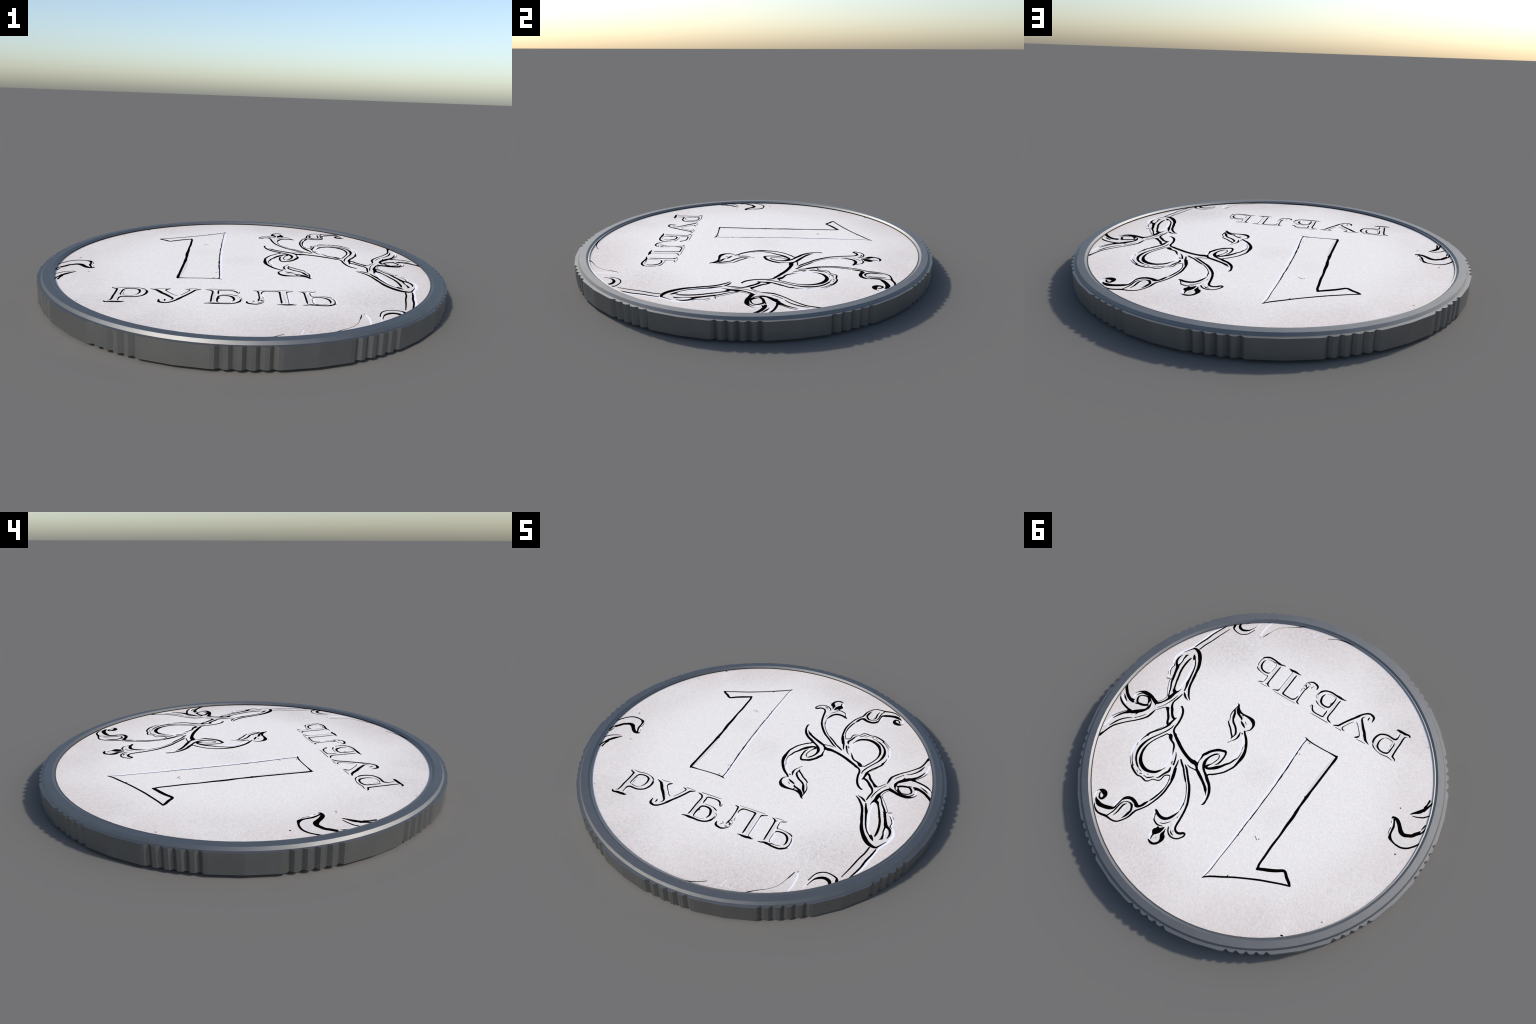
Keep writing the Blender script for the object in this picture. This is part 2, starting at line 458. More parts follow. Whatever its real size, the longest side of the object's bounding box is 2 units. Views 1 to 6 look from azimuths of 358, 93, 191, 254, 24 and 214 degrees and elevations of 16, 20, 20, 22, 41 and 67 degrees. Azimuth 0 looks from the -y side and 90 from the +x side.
        ("ink", [(424, 402, 3.1), (414, 394, 7.1), (408, 377, 9.3), (400, 354, 10.5), (391, 335, 12.9), (394, 319, 9.4), (397, 310, 4.1)]),
        ("light", [(636, 249, 5.8), (643, 296, 9.6), (635, 342, 9.5), (621, 377, 6.8)]),
        ("light", [(469, 212, 4.6), (440, 248, 6.4), (426, 285, 7.5), (428, 323, 7.5), (435, 352, 4.5)]),
        ("shade", [(631, 317, 5.7), (623, 350, 9.5), (603, 376, 5.7)]),
        ("shade", [(598, 215, 3.9), (581, 189, 7.7), (564, 160, 5.8)]),
    ],
    "leaf_stem": [
        ("ink", [(369, 301, 12.7), (351, 340, 11.5), (342, 372, 10.6), (338, 409, 10.3), (336, 444, 10.3), (340, 481, 9.1), (349, 518, 8.2), (360, 552, 7.8), (375, 580, 7.7), (395, 610, 9.4)]),
        ("ink", [(467, 447, 7.1), (461, 449, 7.5), (449, 443, 7.1), (441, 434, 5.3), (434, 420, 5.3), (420, 415, 5.3), (402, 407, 6.6), (396, 396, 6.2), (395, 378, 6.2), (392, 365, 6.2), (381, 356, 7.1), (369, 353, 4.9), (360, 370, 4.9), (352, 395, 4.4), (349, 424, 5.3), (351, 455, 8.1), (357, 485, 9.1), (365, 514, 8.2), (371, 526, 3.1)]),
        ("light", [(369, 361, 7.4), (361, 398, 7.3), (358, 436, 8), (362, 473, 6.5), (367, 505, 4.3)]),
        ("ink", [(388, 254, 3.6), (383, 265, 7.2), (379, 279, 8.1), (373, 302, 11.2), (360, 331, 12.7), (346, 367, 12.6)]),
    ],
    "curled_leaf": [
        ("ink", [(392, 607, 7.7), (398, 625, 11.1), (402, 651, 8.9), (412, 675, 7.7), (426, 696, 7.6), (438, 709, 7.6), (455, 716, 8.5), (480, 718, 8.5), (505, 717, 12.3), (528, 723, 11.1), (547, 725, 10), (563, 723, 9.4), (576, 717, 8), (590, 708, 5.2), (599, 696, 3.9)]),
        ("ink", [(373, 532, 6.1), (380, 550, 13.3), (386, 567, 13.3), (396, 580, 14.6), (408, 583, 21.9), (421, 575, 18.5), (436, 570, 18.5), (456, 568, 17.7), (476, 576, 16.5), (488, 590, 13.4), (493, 602, 8.2), (494, 617, 7.8), (496, 639, 6.9), (499, 660, 11.2), (515, 671, 20.1), (535, 679, 21), (558, 685, 21.9), (579, 686, 24.1), (595, 680, 19.8), (610, 672, 9.1), (615, 665, 3.5)]),
        ("ink", [(634, 636, 2.7), (629, 624, 4.9), (613, 620, 21.4), (595, 621, 26.5), (584, 629, 22.1), (580, 642, 15.6), (586, 657, 12.6), (598, 658, 10.4), (607, 650, 8.3), (614, 636, 7)]),
        ("ink", [(500, 711, 6.8), (495, 695, 6), (488, 672, 6.9), (487, 649, 7.8), (485, 624, 6.9), (478, 605, 4.8), (465, 595, 4.8), (448, 591, 6.9), (433, 594, 12.5), (423, 605, 11.2), (415, 623, 11.1), (417, 639, 13.2), (420, 657, 11.1), (428, 680, 3)]),
        ("ink", [(458, 605, 3.9), (467, 617, 9.1), (469, 639, 9), (469, 664, 7.9), (474, 693, 3)]),
        ("light", [(496, 595, 7.2), (502, 620, 10), (507, 650, 7.1)]),
        ("light", [(628, 627, 3.6), (632, 654, 7.2), (624, 677, 7.2)]),
        ("shade", [(447, 603, 7.1), (440, 624, 12.4), (437, 655, 12.4), (442, 671, 7.1)]),
    ],
    "bud": [
        ("ink", [(326, -215, 3.9), (319, -213, 8.2), (309, -198, 12.5), (300, -183, 21.9), (282, -177, 14.8), (263, -175, 10), (242, -176, 11.4), (216, -176, 16.1), (192, -170, 21.7), (176, -155, 16), (170, -136, 11), (172, -115, 7.5), (185, -99, 4.2)]),
        ("ink", [(304, -183, 14.8), (289, -166, 14.7), (270, -156, 12.3), (254, -149, 11.1), (248, -139, 4.3)]),
        ("ink", [(242, -130, 9), (223, -120, 12.7), (204, -109, 4.2)]),
        ("ink", [(317, -207, 3.9), (318, -182, 6.2), (321, -160, 6.7), (318, -134, 5.2), (301, -100, 3.3)]),
        ("ink", [(305, -93, 6.1), (289, -78, 8.5), (267, -61, 8.7), (247, -40, 8.8), (230, -24, 8.8), (230, -12, 3.3)]),
        ("ink", [(320, -177, 7.7), (305, -155, 12.4), (297, -134, 14.2), (289, -116, 9.9), (276, -102, 11.1), (256, -89, 11), (237, -70, 11), (225, -49, 9.8), (226, -33, 6), (228, -24, 5.1)]),
        ("ink", [(209, -73, 4.2), (203, -49, 10.9), (205, -26, 7.4), (214, -9, 4.6), (222, 1, 2.3)]),
        ("ink", [(220, 3, 2.8), (231, 16, 3.7)]),
        ("ink", [(261, -164, 3.8), (256, -168, 6.7)]),
        ("ink", [(197, -73, 7.5), (192, -71, 5.1)]),
        ("ink", [(223, -142, 3.8), (210, -132, 3.3)]),
        ("light", [(323, -212, 4), (327, -179, 5.2), (321, -135, 4.8), (308, -100, 3.9)]),
    ],
    "curl": [
        ("ink", [(192, -92, 9.8), (181, -79, 11.2), (161, -61, 13.2), (142, -37, 14.2), (128, -13, 14.2), (119, 10, 14.1), (114, 31, 15.4), (112, 52, 17.6)]),
        ("ink", [(144, -8, 3.2), (137, 14, 2.3)]),
        ("light", [(187, -61, 9.6), (164, -31, 9.6), (150, -3, 9.5), (145, 35, 9.5), (149, 69, 8.7), (159, 95, 5.6)]),
        ("ink", [(138, -27, 14.2), (123, -3, 14.1), (113, 27, 16.3), (111, 53, 18.5), (112, 84, 13), (115, 116, 10.8), (128, 147, 9.4), (142, 173, 8.9), (162, 196, 8.5), (184, 217, 9.3), (201, 229, 8.5), (205, 240, 11.5)]),
        ("ink", [(132, 20, 2.3), (129, 62, 5), (138, 85, 8.6), (147, 111, 9.5), (161, 130, 11.7), (175, 154, 13.9), (191, 173, 19.2), (209, 191, 15.2), (226, 203, 13.9), (243, 204, 15.2)]),
        ("ink", [(293, 197, 3.6), (293, 169, 8.6), (295, 153, 14.1), (285, 134, 16.4), (278, 119, 15.5), (265, 102, 14.6), (245, 83, 16.4), (224, 74, 14.1), (206, 69, 15), (198, 77, 10.7), (193, 98, 9.5), (193, 122, 9.5), (197, 148, 8.6), (206, 164, 3.6)]),
        ("ink", [(226, 100, 4.1), (239, 109, 9.5), (252, 127, 9.5), (261, 149, 10.9), (264, 173, 15.3), (258, 194, 17.5), (247, 214, 13), (229, 229, 12), (209, 242, 15.1), (190, 257, 17.2), (167, 273, 14.9), (149, 293, 14.8), (137, 311, 13.5), (128, 334, 11.3), (123, 359, 9.1), (123, 379, 10.3), (128, 388, 3.9)]),
        ("ink", [(220, 106, 6.4), (213, 123, 5.5), (218, 148, 5.4), (226, 171, 5), (237, 188, 10.8), (243, 201, 13.9)]),
        ("ink", [(314, 210, 14), (298, 216, 19.7), (283, 228, 10.8), (272, 242, 9.4)]),
        ("ink", [(292, 197, 5), (289, 212, 8.6), (283, 228, 10.8)]),
        ("ink", [(273, 243, 9.4), (263, 247, 14.7), (237, 259, 14.2), (204, 279, 14.1), (178, 296, 14), (162, 310, 14), (151, 323, 5.7), (141, 334, 2.2)]),
        ("ink", [(330, 248, 3.6), (309, 251, 6.3), (280, 248, 6.3), (267, 247, 9.4)]),
        ("light", [(302, 208, 8.2), (304, 176, 9.8), (298, 142, 6.8)]),
        ("light", [(148, 329, 4.7), (138, 358, 7.2), (134, 381, 5.4)]),
    ],
    "flower": [
        ("ink", [(379, 243, 8.1), (362, 257, 10.6), (337, 275, 9.4), (311, 301, 9.3), (290, 320, 9.3), (276, 333, 6.2)]),
        ("ink", [(271, 336, 3.6), (252, 357, 4), (230, 390, 3.1), (219, 413, 3.1), (206, 443, 4.8)]),
        ("ink", [(342, 254, 3.6), (323, 266, 10.7), (298, 290, 10.5), (274, 314, 11.5), (248, 339, 11.4), (231, 359, 11.4), (211, 390, 11.7), (189, 432, 11.2)]),
        ("light", [(233, 397, 5.4), (222, 423, 7.2), (215, 447, 8.9)]),
        ("ink", [(250, 336, 12.3), (234, 357, 12.4), (215, 386, 12.4), (195, 422, 11.2), (184, 453, 11.1), (177, 484, 11.1), (172, 516, 11), (169, 542, 11), (164, 564, 10.9), (155, 575, 12.1), (142, 580, 12.1), (125, 576, 13.3), (113, 565, 12.9), (103, 563, 9.6), (100, 574, 8.8), (108, 592, 7.9), (121, 607, 7.5), (142, 615, 7.9), (162, 614, 7.9), (180, 604, 7.5), (194, 584, 5.9), (195, 579, 3)]),
        ("ink", [(263, 345, 3.6), (239, 376, 3.5), (216, 418, 3.9), (207, 453, 4.8), (203, 477, 3)]),
        ("ink", [(203, 485, 3.5), (209, 508, 9), (216, 527, 13.6), (227, 546, 14), (243, 558, 16.5), (264, 561, 16.5), (286, 556, 15.3), (301, 548, 14.5), (309, 544, 9)]),
        ("ink", [(297, 563, 6.8), (289, 578, 3.5), (284, 590, 6.4), (268, 599, 7.6), (252, 603, 8), (237, 600, 5.9), (223, 594, 2.6)]),
        ("ink", [(243, 608, 2.6), (239, 613, 13), (235, 626, 27.5), (241, 639, 27.5), (236, 657, 8.8), (236, 667, 6.7), (233, 681, 4.6)]),
        ("ink", [(213, 596, 6.7), (218, 610, 17.1), (226, 626, 27.5), (234, 644, 19.1)]),
        ("ink", [(242, 690, 3.8), (226, 696, 12), (209, 696, 12), (196, 688, 12), (186, 672, 12.8), (184, 653, 21.1), (189, 640, 25.2), (197, 631, 21.2), (199, 612, 8), (202, 598, 2.2)]),
        ("ink", [(246, 588, 2.6), (229, 581, 4.7), (214, 565, 4.3), (204, 551, 2.2)]),
        ("ink", [(174, 591, 3), (163, 600, 7.1), (148, 603, 2.6)]),
        ("ink", [(190, 518, 3.4), (189, 509, 2.6)]),
        ("ink", [(165, 584, 3), (160, 588, 2.6)]),
        ("light", [(307, 555, 4.6), (302, 574, 6.4), (293, 588, 4.9)]),
        ("light", [(255, 643, 5.2), (249, 668, 11), (238, 688, 6.9)]),
        ("light", [(235, 394, 7.2), (219, 431, 8.2), (215, 474, 7.1), (219, 509, 4.6)]),
        ("shade", [(188, 489, 5.3), (193, 515, 8.8), (201, 541, 7)]),
        ("shade", [(194, 556, 5.2), (186, 576, 8.7), (174, 587, 5.2)]),
        ("shade", [(224, 671, 10.3), (212, 665, 15.5), (215, 655, 10.3)]),
    ],
    "rim_curl": [
        ("ink", [(662, -662, 12.4), (658, -639, 14), (653, -624, 10), (629, -614, 6.8), (600, -612, 6), (574, -624, 6), (560, -639, 6), (550, -661, 5.2), (542, -686, 4.4)]),
        ("ink", [(637, -676, 10.1), (630, -655, 17.2), (611, -645, 16.3), (592, -648, 14.7), (571, -662, 10), (559, -680, 5.2), (547, -712, 3.3)]),
        ("ink", [(610, -692, 2.9), (594, -711, 3.3)]),
        ("ink", [(507, -775, 2.5), (495, -789, 2.9)]),
        ("ink", [(470, -671, 3.6), (462, -698, 5.2), (452, -724, 2.5)]),
        ("ink", [(452, -724, 1.7), (436, -764, 1.7), (400, -804, 1.7), (365, -828, 2.9), (345, -842, 4.1), (302, -878, 6.8), (283, -887, 5.3)]),
        ("ink", [(139, -880, 2.8), (94, -906, 4), (50, -920, 6), (13, -926, 6.7), (-17, -929, 5.9)]),
        ("ink", [(484, -660, 2.8), (481, -665, 2.8)]),
        ("light", [(489, -672, 7.9), (493, -707, 8.6), (490, -751, 7.9), (482, -789, 7.3)]),
        ("light", [(215, -835, 2), (210, -857, 4.3), (204, -880, 2.6)]),
        ("light", [(562, -642, 3.3), (542, -710, 3.3), (535, -748, 3.3)]),
    ],
    "edge_leaf": [
        ("ink", [(-808, -185, 5.6), (-819, -199, 9.8), (-834, -214, 16.6), (-847, -231, 18.4), (-853, -250, 9), (-856, -270, 8.2), (-855, -309, 7)]),
        ("ink", [(-857, -238, 11.1), (-863, -260, 11.2), (-871, -288, 9.1), (-876, -313, 8.2)]),
        ("ink", [(-851, -257, 8.2), (-856, -281, 6.9), (-859, -306, 5.7)]),
        ("ink", [(-822, -181, 3.5), (-839, -187, 6), (-855, -195, 6.8), (-871, -204, 7.7), (-882, -216, 6.8), (-897, -235, 6)]),
        ("ink", [(-739, -112, 5.6), (-738, -119, 8.9), (-749, -121, 14.4), (-764, -119, 19.4), (-782, -106, 20.6), (-799, -87, 21.4), (-813, -72, 25.4), (-834, -66, 21.2), (-855, -76, 17.9), (-869, -84, 18.3), (-881, -102, 18.3), (-892, -119, 14.2), (-894, -130, 4.7)]),
        ("ink", [(-889, -104, 8.8), (-902, -121, 8.8), (-909, -142, 8), (-912, -164, 7.6)]),
        ("ink", [(-895, -138, 2.6), (-898, -154, 6.8), (-902, -174, 6.4)]),
        ("ink", [(-750, -114, 8.9), (-759, -98, 8.9), (-768, -76, 10.9), (-770, -58, 10.9), (-772, -39, 9.6), (-776, -22, 14.1), (-782, -12, 17), (-797, -4, 10.8), (-814, 1, 8.7), (-832, 3, 9.5), (-854, 1, 9.5), (-881, -13, 9.5), (-898, -31, 8.7), (-913, -52, 8.7), (-924, -73, 7.9)]),
        ("ink", [(-758, -64, 4.3), (-759, -43, 3.4), (-764, -26, 2.6)]),
        ("ink", [(-744, -97, 2.6), (-749, -86, 2.6)]),
        ("ink", [(-746, -185, 5.2), (-749, -184, 5.2)]),
        ("ink", [(-845, 48, 6.6), (-848, 47, 5.8)]),
        ("light", [(-748, -103, 5.3), (-752, -75, 7), (-763, -43, 4.5)]),
        ("shade", [(-793, -34, 5.2), (-822, -24, 8.6), (-858, -24, 12), (-885, -47, 10.3), (-903, -79, 6.9)]),
    ],
    "letter_soft": [
        ("ink", [(387, -553, 2.9), (377, -560, 7.3), (364, -568, 11.7), (351, -575, 10.7), (333, -576, 10.7), (314, -575, 10.6), (296, -571, 12.3), (281, -569, 14), (269, -569, 9.9), (256, -574, 6.5), (243, -575, 3.9)]),
        ("ink", [(376, -558, 5.6), (384, -542, 5.6), (386, -525, 4.6), (385, -506, 4.5), (380, -490, 2.8)]),
        ("ink", [(377, -481, 4.5), (373, -475, 6.5), (359, -468, 6.5), (343, -464, 4.2), (323, -461, 2.8), (303, -460, 3.2), (294, -463, 3.8)]),
        ("ink", [(294, -463, 4.8), (290, -455, 4.8), (289, -435, 4.1), (290, -418, 2.8), (296, -411, 4.8), (305, -409, 6.4), (318, -401, 3.8)]),
        ("ink", [(361, -546, 2.5), (366, -534, 7.2), (366, -514, 9.9), (361, -499, 10.9), (352, -487, 10.9), (339, -479, 9.8), (323, -476, 8.8), (309, -477, 8.2), (297, -481, 7.1), (293, -490, 2.5)]),
        ("ink", [(351, -557, 1.9), (341, -560, 2.9), (324, -562, 3.2), (305, -561, 5.6), (298, -563, 2.9)]),
        ("ink", [(293, -556, 3.9), (288, -544, 2.5), (289, -522, 2.8), (289, -498, 2.2)]),
        ("ink", [(264, -555, 4.5), (264, -543, 7.2), (264, -514, 7.8), (264, -474, 7.8), (264, -438, 7.7), (262, -420, 9.7), (258, -413, 8.7), (249, -408, 6.4), (241, -406, 2.1)]),
        ("ink", [(273, -415, 3.8), (265, -421, 5.4)]),
        ("ink", [(302, -398, 1.5), (280, -399, 2.8), (258, -400, 2.8)]),
        ("light", [(390, -550, 4.2), (394, -526, 7.1), (390, -496, 5.6)]),
        ("light", [(298, -554, 5.6), (298, -529, 7), (298, -492, 6.1)]),
        ("light", [(296, -453, 4.1), (300, -420, 5.5)]),
        ("shade", [(276, -552, 4.2), (276, -518, 9.2), (275, -480, 9.1), (276, -444, 5.5)]),
        ("shade", [(384, -515, 2.8), (374, -494, 7), (360, -478, 4.2)]),
    ],
    "letter_el": [
        ("ink", [(215, -572, 3.8), (208, -575, 7.2), (195, -572, 13.8), (179, -575, 13.8), (160, -575, 12.1), (147, -574, 7.1), (134, -575, 3.5)]),
        ("ink", [(189, -567, 2.8), (185, -559, 2.8), (185, -533, 2.8), (185, -490, 2.8), (185, -437, 2.8), (185, -425, 3.8)]),
        ("ink", [(153, -560, 3.2), (154, -551, 7.1), (154, -519, 7.8), (154, -470, 7.7), (155, -440, 7.7)]),
        ("light", [(193, -560, 5.6), (191, -521, 6.9), (192, -479, 6.9), (194, -432, 6.8)]),
        ("ink", [(185, -432, 2.5), (186, -421, 6.4), (190, -414, 8.6), (200, -410, 6.4), (214, -402, 5.4)]),
        ("ink", [(155, -542, 7.8), (154, -509, 7.7), (154, -468, 7.7), (154, -428, 8.3), (153, -414, 10.2), (137, -411, 7.6), (116, -411, 7.3), (94, -411, 7.6), (82, -416, 9.5), (76, -425, 6.9), (73, -434, 6.3), (73, -447, 4.7)]),
        ("ink", [(202, -398, 1.5), (177, -398, 2.8), (142, -398, 2.4), (107, -398, 1.8), (60, -399, 2.1)]),
        ("ink", [(54, -542, 2.5), (57, -521, 7.7), (61, -502, 6.4), (61, -471, 6), (60, -439, 6.3), (58, -422, 8.5), (57, -413, 8.5), (47, -408, 6.9), (37, -406, 2.7)]),
        ("ink", [(71, -538, 6.4), (71, -530, 7.7), (62, -526, 5.4), (59, -517, 5.4)]),
        ("ink", [(80, -520, 2.5), (79, -537, 2.1), (76, -551, 3.1), (70, -560, 4.8), (57, -570, 8.7), (44, -575, 9.7), (29, -573, 10.3), (17, -569, 12), (8, -561, 10.3), (6, -546, 6.4)]),
        ("ink", [(67, -553, 3.8), (57, -554, 6.1)]),
        ("ink", [(74, -511, 3.8), (67, -510, 4.4)]),
        ("ink", [(79, -502, 4.7), (77, -491, 2.8), (77, -480, 1.8)]),
        ("ink", [(33, -533, 1.8), (38, -540, 3.1), (34, -546, 3.8), (29, -554, 2.1)]),
        ("light", [(82, -504, 6.8), (80, -464, 8.1), (82, -434, 5.4)]),
        ("shade", [(172, -561, 4.2), (170, -516, 9.1), (170, -468, 9), (170, -431, 5.4)]),
    ],
    "letter_be": [
        ("ink", [(-20, -519, 3.1), (-20, -532, 6.3), (-24, -547, 11.2), (-35, -561, 10.6), (-48, -570, 9.6), (-65, -575, 9.9), (-85, -577, 10.2), (-107, -575, 11.2), (-126, -575, 13.4), (-142, -574, 13.4), (-155, -574, 8.6), (-171, -577, 5.3)]),
        ("ink", [(-18, -502, 2.4), (-15, -512, 2.4), (-14, -533, 2.8)]),
        ("ink", [(-23, -498, 4.7), (-24, -504, 2.1)]),
        ("ink", [(-29, -482, 3.1), (-42, -474, 6.9), (-56, -467, 4.3), (-75, -464, 3.1), (-101, -463, 2.7)]),
        ("ink", [(-54, -547, 2.8), (-50, -537, 6.3), (-47, -523, 9.5), (-51, -505, 12.1), (-57, -492, 12.4), (-67, -483, 11.1), (-81, -479, 10.1), (-99, -479, 9.4), (-113, -486, 9.8), (-117, -501, 8.5), (-119, -520, 10.1), (-120, -543, 6.9), (-118, -556, 5.3), (-113, -563, 3.7)]),
        ("ink", [(-61, -555, 1.1), (-75, -562, 1.3), (-94, -563, 1.6), (-109, -563, 1.6)]),
        ("ink", [(-111, -507, 3.7), (-111, -517, 3.7)]),
        ("ink", [(-148, -558, 3.7), (-146, -551, 6.9), (-145, -522, 7.5), (-145, -490, 7.5), (-143, -457, 7.5), (-142, -434, 8.1), (-146, -421, 9), (-154, -413, 8.4), (-165, -409, 7.4), (-175, -405, 2.7)]),
        ("ink", [(-24, -429, 2.7), (-25, -444, 4.7), (-31, -443, 6.3), (-38, -429, 8.5), (-46, -419, 9.4), (-58, -413, 8.4), (-76, -411, 7.1), (-95, -412, 7.1), (-111, -413, 7.8), (-118, -418, 6.2), (-117, -433, 7.5), (-118, -448, 8.4), (-116, -463, 2.7)]),
        ("ink", [(-45, -396, 1.3), (-61, -397, 2.7), (-96, -397, 3.7), (-130, -397, 4), (-159, -397, 3.3)]),
        ("light", [(-107, -454, 5.3), (-109, -430, 5.3)]),
        ("light", [(-110, -551, 5.4), (-109, -516, 5.4)]),
        ("shade", [(-133, -554, 4), (-134, -512, 8.8), (-134, -471, 8.8), (-138, -428, 5.3)]),
        ("shade", [(-28, -517, 4.1), (-34, -499, 6.2), (-48, -485, 4)]),
    ],
    "letter_u": [
        ("ink", [(-198, -403, 6.1), (-209, -411, 8.3), (-219, -416, 10.8), (-227, -431, 10.8), (-238, -453, 10.8), (-254, -482, 11.5), (-271, -509, 11.8), (-287, -535, 11.6)]),
        ("ink", [(-211, -399, 2.4), (-227, -398, 3), (-246, -400, 2.7)]),
        ("ink", [(-278, -484, 2.7), (-265, -464, 3.6), (-254, -442, 3.9), (-244, -419, 6.1)]),
        ("ink", [(-272, -511, 11.5), (-281, -529, 11.6), (-294, -549, 10.9), (-307, -565, 10), (-319, -575, 11), (-332, -580, 11), (-347, -578, 13.1), (-360, -571, 12.5), (-364, -558, 9.9), (-365, -541, 4.6)]),
        ("ink", [(-316, -549, 3), (-308, -536, 5.9), (-310, -523, 10.3), (-321, -509, 11.5), (-333, -493, 13), (-348, -475, 14.5), (-363, -460, 15.4), (-373, -444, 14.4), (-391, -423, 13.4)]),
        ("ink", [(-340, -559, 3.7), (-339, -548, 8.4), (-341, -537, 3)]),
        ("ink", [(-293, -490, 3), (-304, -485, 3.6), (-315, -472, 3.9), (-329, -456, 3.9), (-341, -441, 4.5), (-349, -427, 6.1), (-346, -416, 10.7), (-337, -408, 9.1), (-333, -404, 5.1)]),
        ("ink", [(-245, -420, 5.2), (-246, -413, 6.7), (-253, -408, 6.7), (-265, -407, 2.7)]),
        ("ink", [(-212, -398, 1.7), (-231, -398, 3), (-249, -398, 2.1)]),
        ("light", [(-301, -479, 5.2), (-320, -456, 5.2), (-339, -432, 3.9)]),
        ("ink", [(-369, -451, 14.7), (-377, -440, 14.7), (-387, -428, 13.4), (-396, -420, 10.6), (-407, -415, 7.5), (-419, -409, 2.9)]),
        ("ink", [(-346, -399, 1.4), (-362, -402, 3.3), (-381, -403, 3.6), (-401, -402, 1.7)]),
        ("shade", [(-313, -507, 5.2), (-334, -478, 5.2), (-358, -452, 4.7), (-377, -431, 2.6)]),
    ],
    "letter_er": [
        ("ink", [(-438, -427, 3.6), (-431, -439, 9.7), (-428, -454, 10.6), (-429, -470, 10.7), (-434, -487, 10.1), (-442, -501, 9.5), (-453, -509, 9.8), (-468, -516, 9.8), (-484, -519, 9.5), (-501, -518, 9.7), (-516, -517, 9.7), (-526, -519, 10.7), (-532, -526, 9.7), (-534, -539, 6.1), (-534, -553, 5.1), (-533, -564, 3.6)]),
        ("ink", [(-438, -423, 5.1), (-449, -413, 6.6), (-464, -405, 4.1), (-481, -400, 3.2), (-502, -397, 4.1), (-525, -400, 4.7), (-544, -403, 5), (-560, -400, 3.8), (-574, -399, 2)]),
        ("ink", [(-471, -493, 2.7), (-463, -479, 5.7), (-459, -460, 7.6), (-461, -440, 9.7), (-466, -427, 10.6), (-477, -418, 9.6), (-496, -413, 9), (-513, -414, 9), (-529, -421, 9.6), (-535, -433, 8.1), (-536, -450, 8.1), (-537, -468, 6.6), (-537, -486, 6), (-533, -497, 3.6)]),
        ("ink", [(-475, -496, 1.7), (-484, -502, 3), (-500, -503, 3.3), (-515, -501, 3.9), (-525, -497, 2.6)]),
        ("ink", [(-506, -576, 6.7), (-512, -580, 9.8), (-521, -579, 14.5), (-540, -580, 14.5), (-557, -580, 14.4), (-569, -583, 11.3), (-581, -583, 10.7), (-588, -576, 6.7)]),
        ("ink", [(-576, -567, 1.7), (-565, -562, 6.1), (-562, -541, 8.2), (-563, -511, 8.5), (-562, -484, 8.4), (-562, -455, 8.4), (-563, -431, 9), (-565, -419, 10.1), (-574, -415, 8), (-584, -410, 6.5), (-587, -403, 3.5)]),
        ("ink", [(-526, -487, 2.6), (-526, -462, 2.6)]),
        ("ink", [(-528, -448, 2.6), (-527, -440, 2.6)]),
        ("light", [(-529, -491, 5.1), (-530, -461, 5.1), (-530, -435, 3.8)]),
        ("light", [(-523, -562, 6.5), (-526, -536, 5.2)]),
        ("shade", [(-546, -557, 5.2), (-548, -517, 8.5), (-549, -472, 8.4), (-551, -423, 6.3)]),
        ("shade", [(-437, -453, 3.8), (-448, -432, 6.4), (-466, -415, 3.8)]),
    ],
    "numeral": [
        ("ink", [(-108, -252, 4.5), (-121, -247, 8), (-147, -243, 7.4), (-210, -243, 6.2), (-270, -246, 6.7), (-313, -247, 11.8)]),
        ("ink", [(-314, -255, 4.5), (-316, -242, 12.9), (-314, -176, 11.7), (-311, -99, 12.6), (-309, -44, 12.5), (-307, 4, 12.4), (-306, 44, 15.6), (-305, 93, 12.8), (-304, 151, 12.1)]),
        ("ink", [(-298, 46, 8.6), (-304, 40, 11.3)]),
        ("ink", [(-122, -246, 5.7), (-119, -208, 3.9)]),
        ("ink", [(-121, -194, 2.8), (-122, -169, 3.9)]),
        ("ink", [(-124, -148, 4.5), (-123, -125, 3.9)]),
        ("ink", [(-124, -108, 3.3), (-126, -78, 5), (-127, -69, 3.9)]),
        ("ink", [(-127, -64, 5.5), (-128, -39, 6.6), (-129, -15, 3.3)]),
        ("ink", [(-127, -1, 3.8), (-129, 18, 7.7), (-129, 45, 6.5), (-129, 60, 4.3)]),
        ("ink", [(-132, 70, 3.2), (-130, 101, 4.8), (-131, 130, 4.3), (-129, 193, 4.2), (-131, 244, 3.7), (-131, 275, 3.1), (-130, 311, 3.6)]),
        ("ink", [(-121, -241, 4.8), (-119, -208, 4.5), (-123, -104, 4.4), (-129, 18, 4.6), (-131, 130, 4.3), (-130, 273, 3.7)]),
        ("light", [(-118, 109, 10.4), (-116, 240, 8.9)]),
        ("ink", [(-143, -233, 3.4), (-150, -231, 3.4)]),
        ("ink", [(-134, -146, 2.8), (-141, -147, 2.8)]),
        ("light", [(-112, -248, 9.6), (-114, -154, 10.9), (-116, -30, 10.7), (-118, 109, 10.4)]),
        ("light", [(-122, 253, 10), (-118, 350, 9.9), (-113, 476, 9.7), (-110, 583, 10), (-106, 681, 7)]),
        ("ink", [(-306, 121, 13.7), (-308, 178, 16), (-306, 232, 14.1), (-307, 298, 11), (-304, 363, 12.1), (-305, 427, 11.9), (-306, 483, 11.8), (-313, 500, 14.6)]),
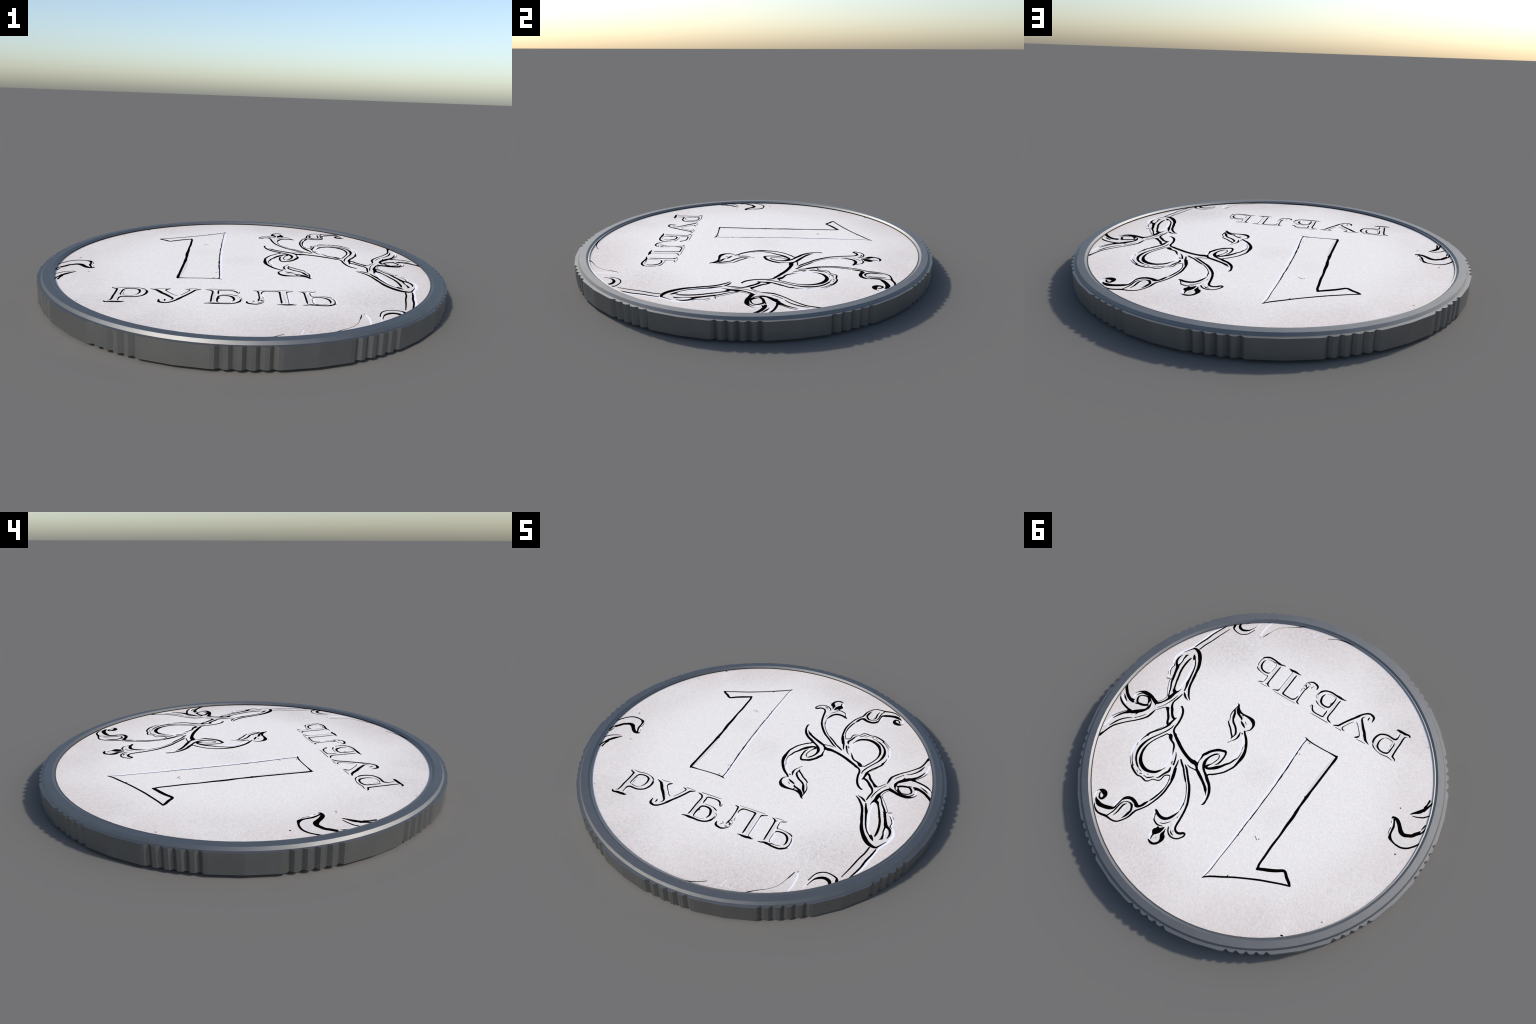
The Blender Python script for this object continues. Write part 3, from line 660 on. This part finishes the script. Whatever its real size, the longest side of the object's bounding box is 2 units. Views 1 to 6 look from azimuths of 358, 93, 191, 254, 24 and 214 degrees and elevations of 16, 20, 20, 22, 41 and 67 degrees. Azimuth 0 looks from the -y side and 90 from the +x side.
        ("ink", [(-310, 503, 13.5), (-335, 489, 16.3), (-360, 477, 17.4), (-395, 457, 16.3), (-427, 436, 14.6), (-437, 438, 14.5), (-456, 455, 15.6), (-480, 471, 14.4), (-492, 482, 11.6)]),
        ("ink", [(-494, 483, 8.8), (-456, 497, 8.8), (-405, 519, 9.4), (-347, 545, 9.4), (-282, 579, 8.9), (-235, 605, 8.9), (-189, 634, 9.4), (-131, 670, 8.9), (-108, 691, 5.5)]),
        ("ink", [(-207, 622, 6.1), (-208, 610, 3.3)]),
        ("ink", [(-129, 248, 3.5), (-127, 290, 3.5)]),
        ("ink", [(-128, 300, 3.5), (-128, 315, 2.9)]),
        ("ink", [(-127, 328, 5.2), (-126, 361, 5.2)]),
        ("ink", [(-129, 374, 4), (-125, 398, 5.2)]),
        ("ink", [(-128, 409, 5.2), (-126, 425, 4)]),
        ("ink", [(-126, 428, 2.8), (-123, 517, 2.2)]),
        ("ink", [(-120, 573, 2.2), (-119, 641, 2.8)]),
        ("ink", [(-202, 368, 2.3), (-222, 381, 2.8)]),
        ("ink", [(-228, 375, 3.4), (-230, 368, 2.2)]),
        ("shade", [(-304, -227, 4.7), (-301, -163, 10.2), (-295, -85, 10.1), (-296, 1, 9.1), (-296, 37, 4.5)]),
        ("ink", [(-130, 244, 3.5), (-127, 338, 3.8), (-126, 427, 3.7), (-123, 517, 3.4), (-120, 573, 3.3), (-119, 641, 3.6), (-111, 684, 3.3)]),
    ],
    "speck": [
        ("ink", [(-590, 702, 7.3), (-596, 700, 7.3)]),
        ("ink", [(-718, 542, 3.6), (-720, 539, 3.6)]),
        ("ink", [(-698, -580, 3.2), (-701, -580, 2.3)]),
    ],
}


# what each engraved part is called, and what it grows from
KINDS = {
    "stem": ("vine_stem", None), "branch": ("branch", "stem"), "pod": ("seed_pod", "stem"),
    "tendril": ("leafy_tendril", "stem"), "hook": ("leaf", "stem"), "scroll": ("scroll_petal", "stem"),
    "leaf_stem": ("leaf_stalk", "stem"), "curled_leaf": ("leaf", "stem"), "bud": ("bud", "stem"),
    "curl": ("curling_tendril", "stem"), "flower": ("flower", "stem"), "rim_curl": ("border_scroll", None),
    "edge_leaf": ("leaf", None), "numeral": ("numeral", None), "speck": ("pit", None),
    "letter_er": ("letter", None), "letter_u": ("letter", None), "letter_be": ("letter", None),
    "letter_el": ("letter", None), "letter_soft": ("letter", None),
}


def build_engraving(coin):
    order, made = 0, {}
    for part in sorted(ENGRAVING, key=lambda k: KINDS[k][1] is not None):
        bm = bmesh.new()
        for line_kind, pts in ENGRAVING[part]:
            order += 1
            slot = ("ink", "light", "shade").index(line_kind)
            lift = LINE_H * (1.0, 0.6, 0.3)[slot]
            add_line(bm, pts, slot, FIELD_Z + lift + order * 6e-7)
        name, grows_from = KINDS[part]
        made[part] = make_lines(name, bm, made[grows_from] if grows_from else coin)
    made["speck"]["kind"] = "stuff"


def make_lines(name, bm, parent):
    me = bpy.data.meshes.new(name)
    bm.to_mesh(me)
    bm.free()
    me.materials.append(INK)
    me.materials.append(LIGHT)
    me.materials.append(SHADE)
    o = bpy.data.objects.new(name, me)
    bpy.context.scene.collection.objects.link(o)
    o.parent = parent
    return o


def build_coin():
    coin = bpy.data.objects.new("coin", None)
    coin.empty_display_size = 0.2
    bpy.context.scene.collection.objects.link(coin)
    coin["label"] = "round silver coin with pale face, numeral, word and vine ornament"
    coin["category"] = "coin"
    build_band(coin)
    build_rim(coin)
    build_rim(coin, below=True)
    build_field(coin)
    build_field(coin, below=True)
    build_engraving(coin)


build_coin()
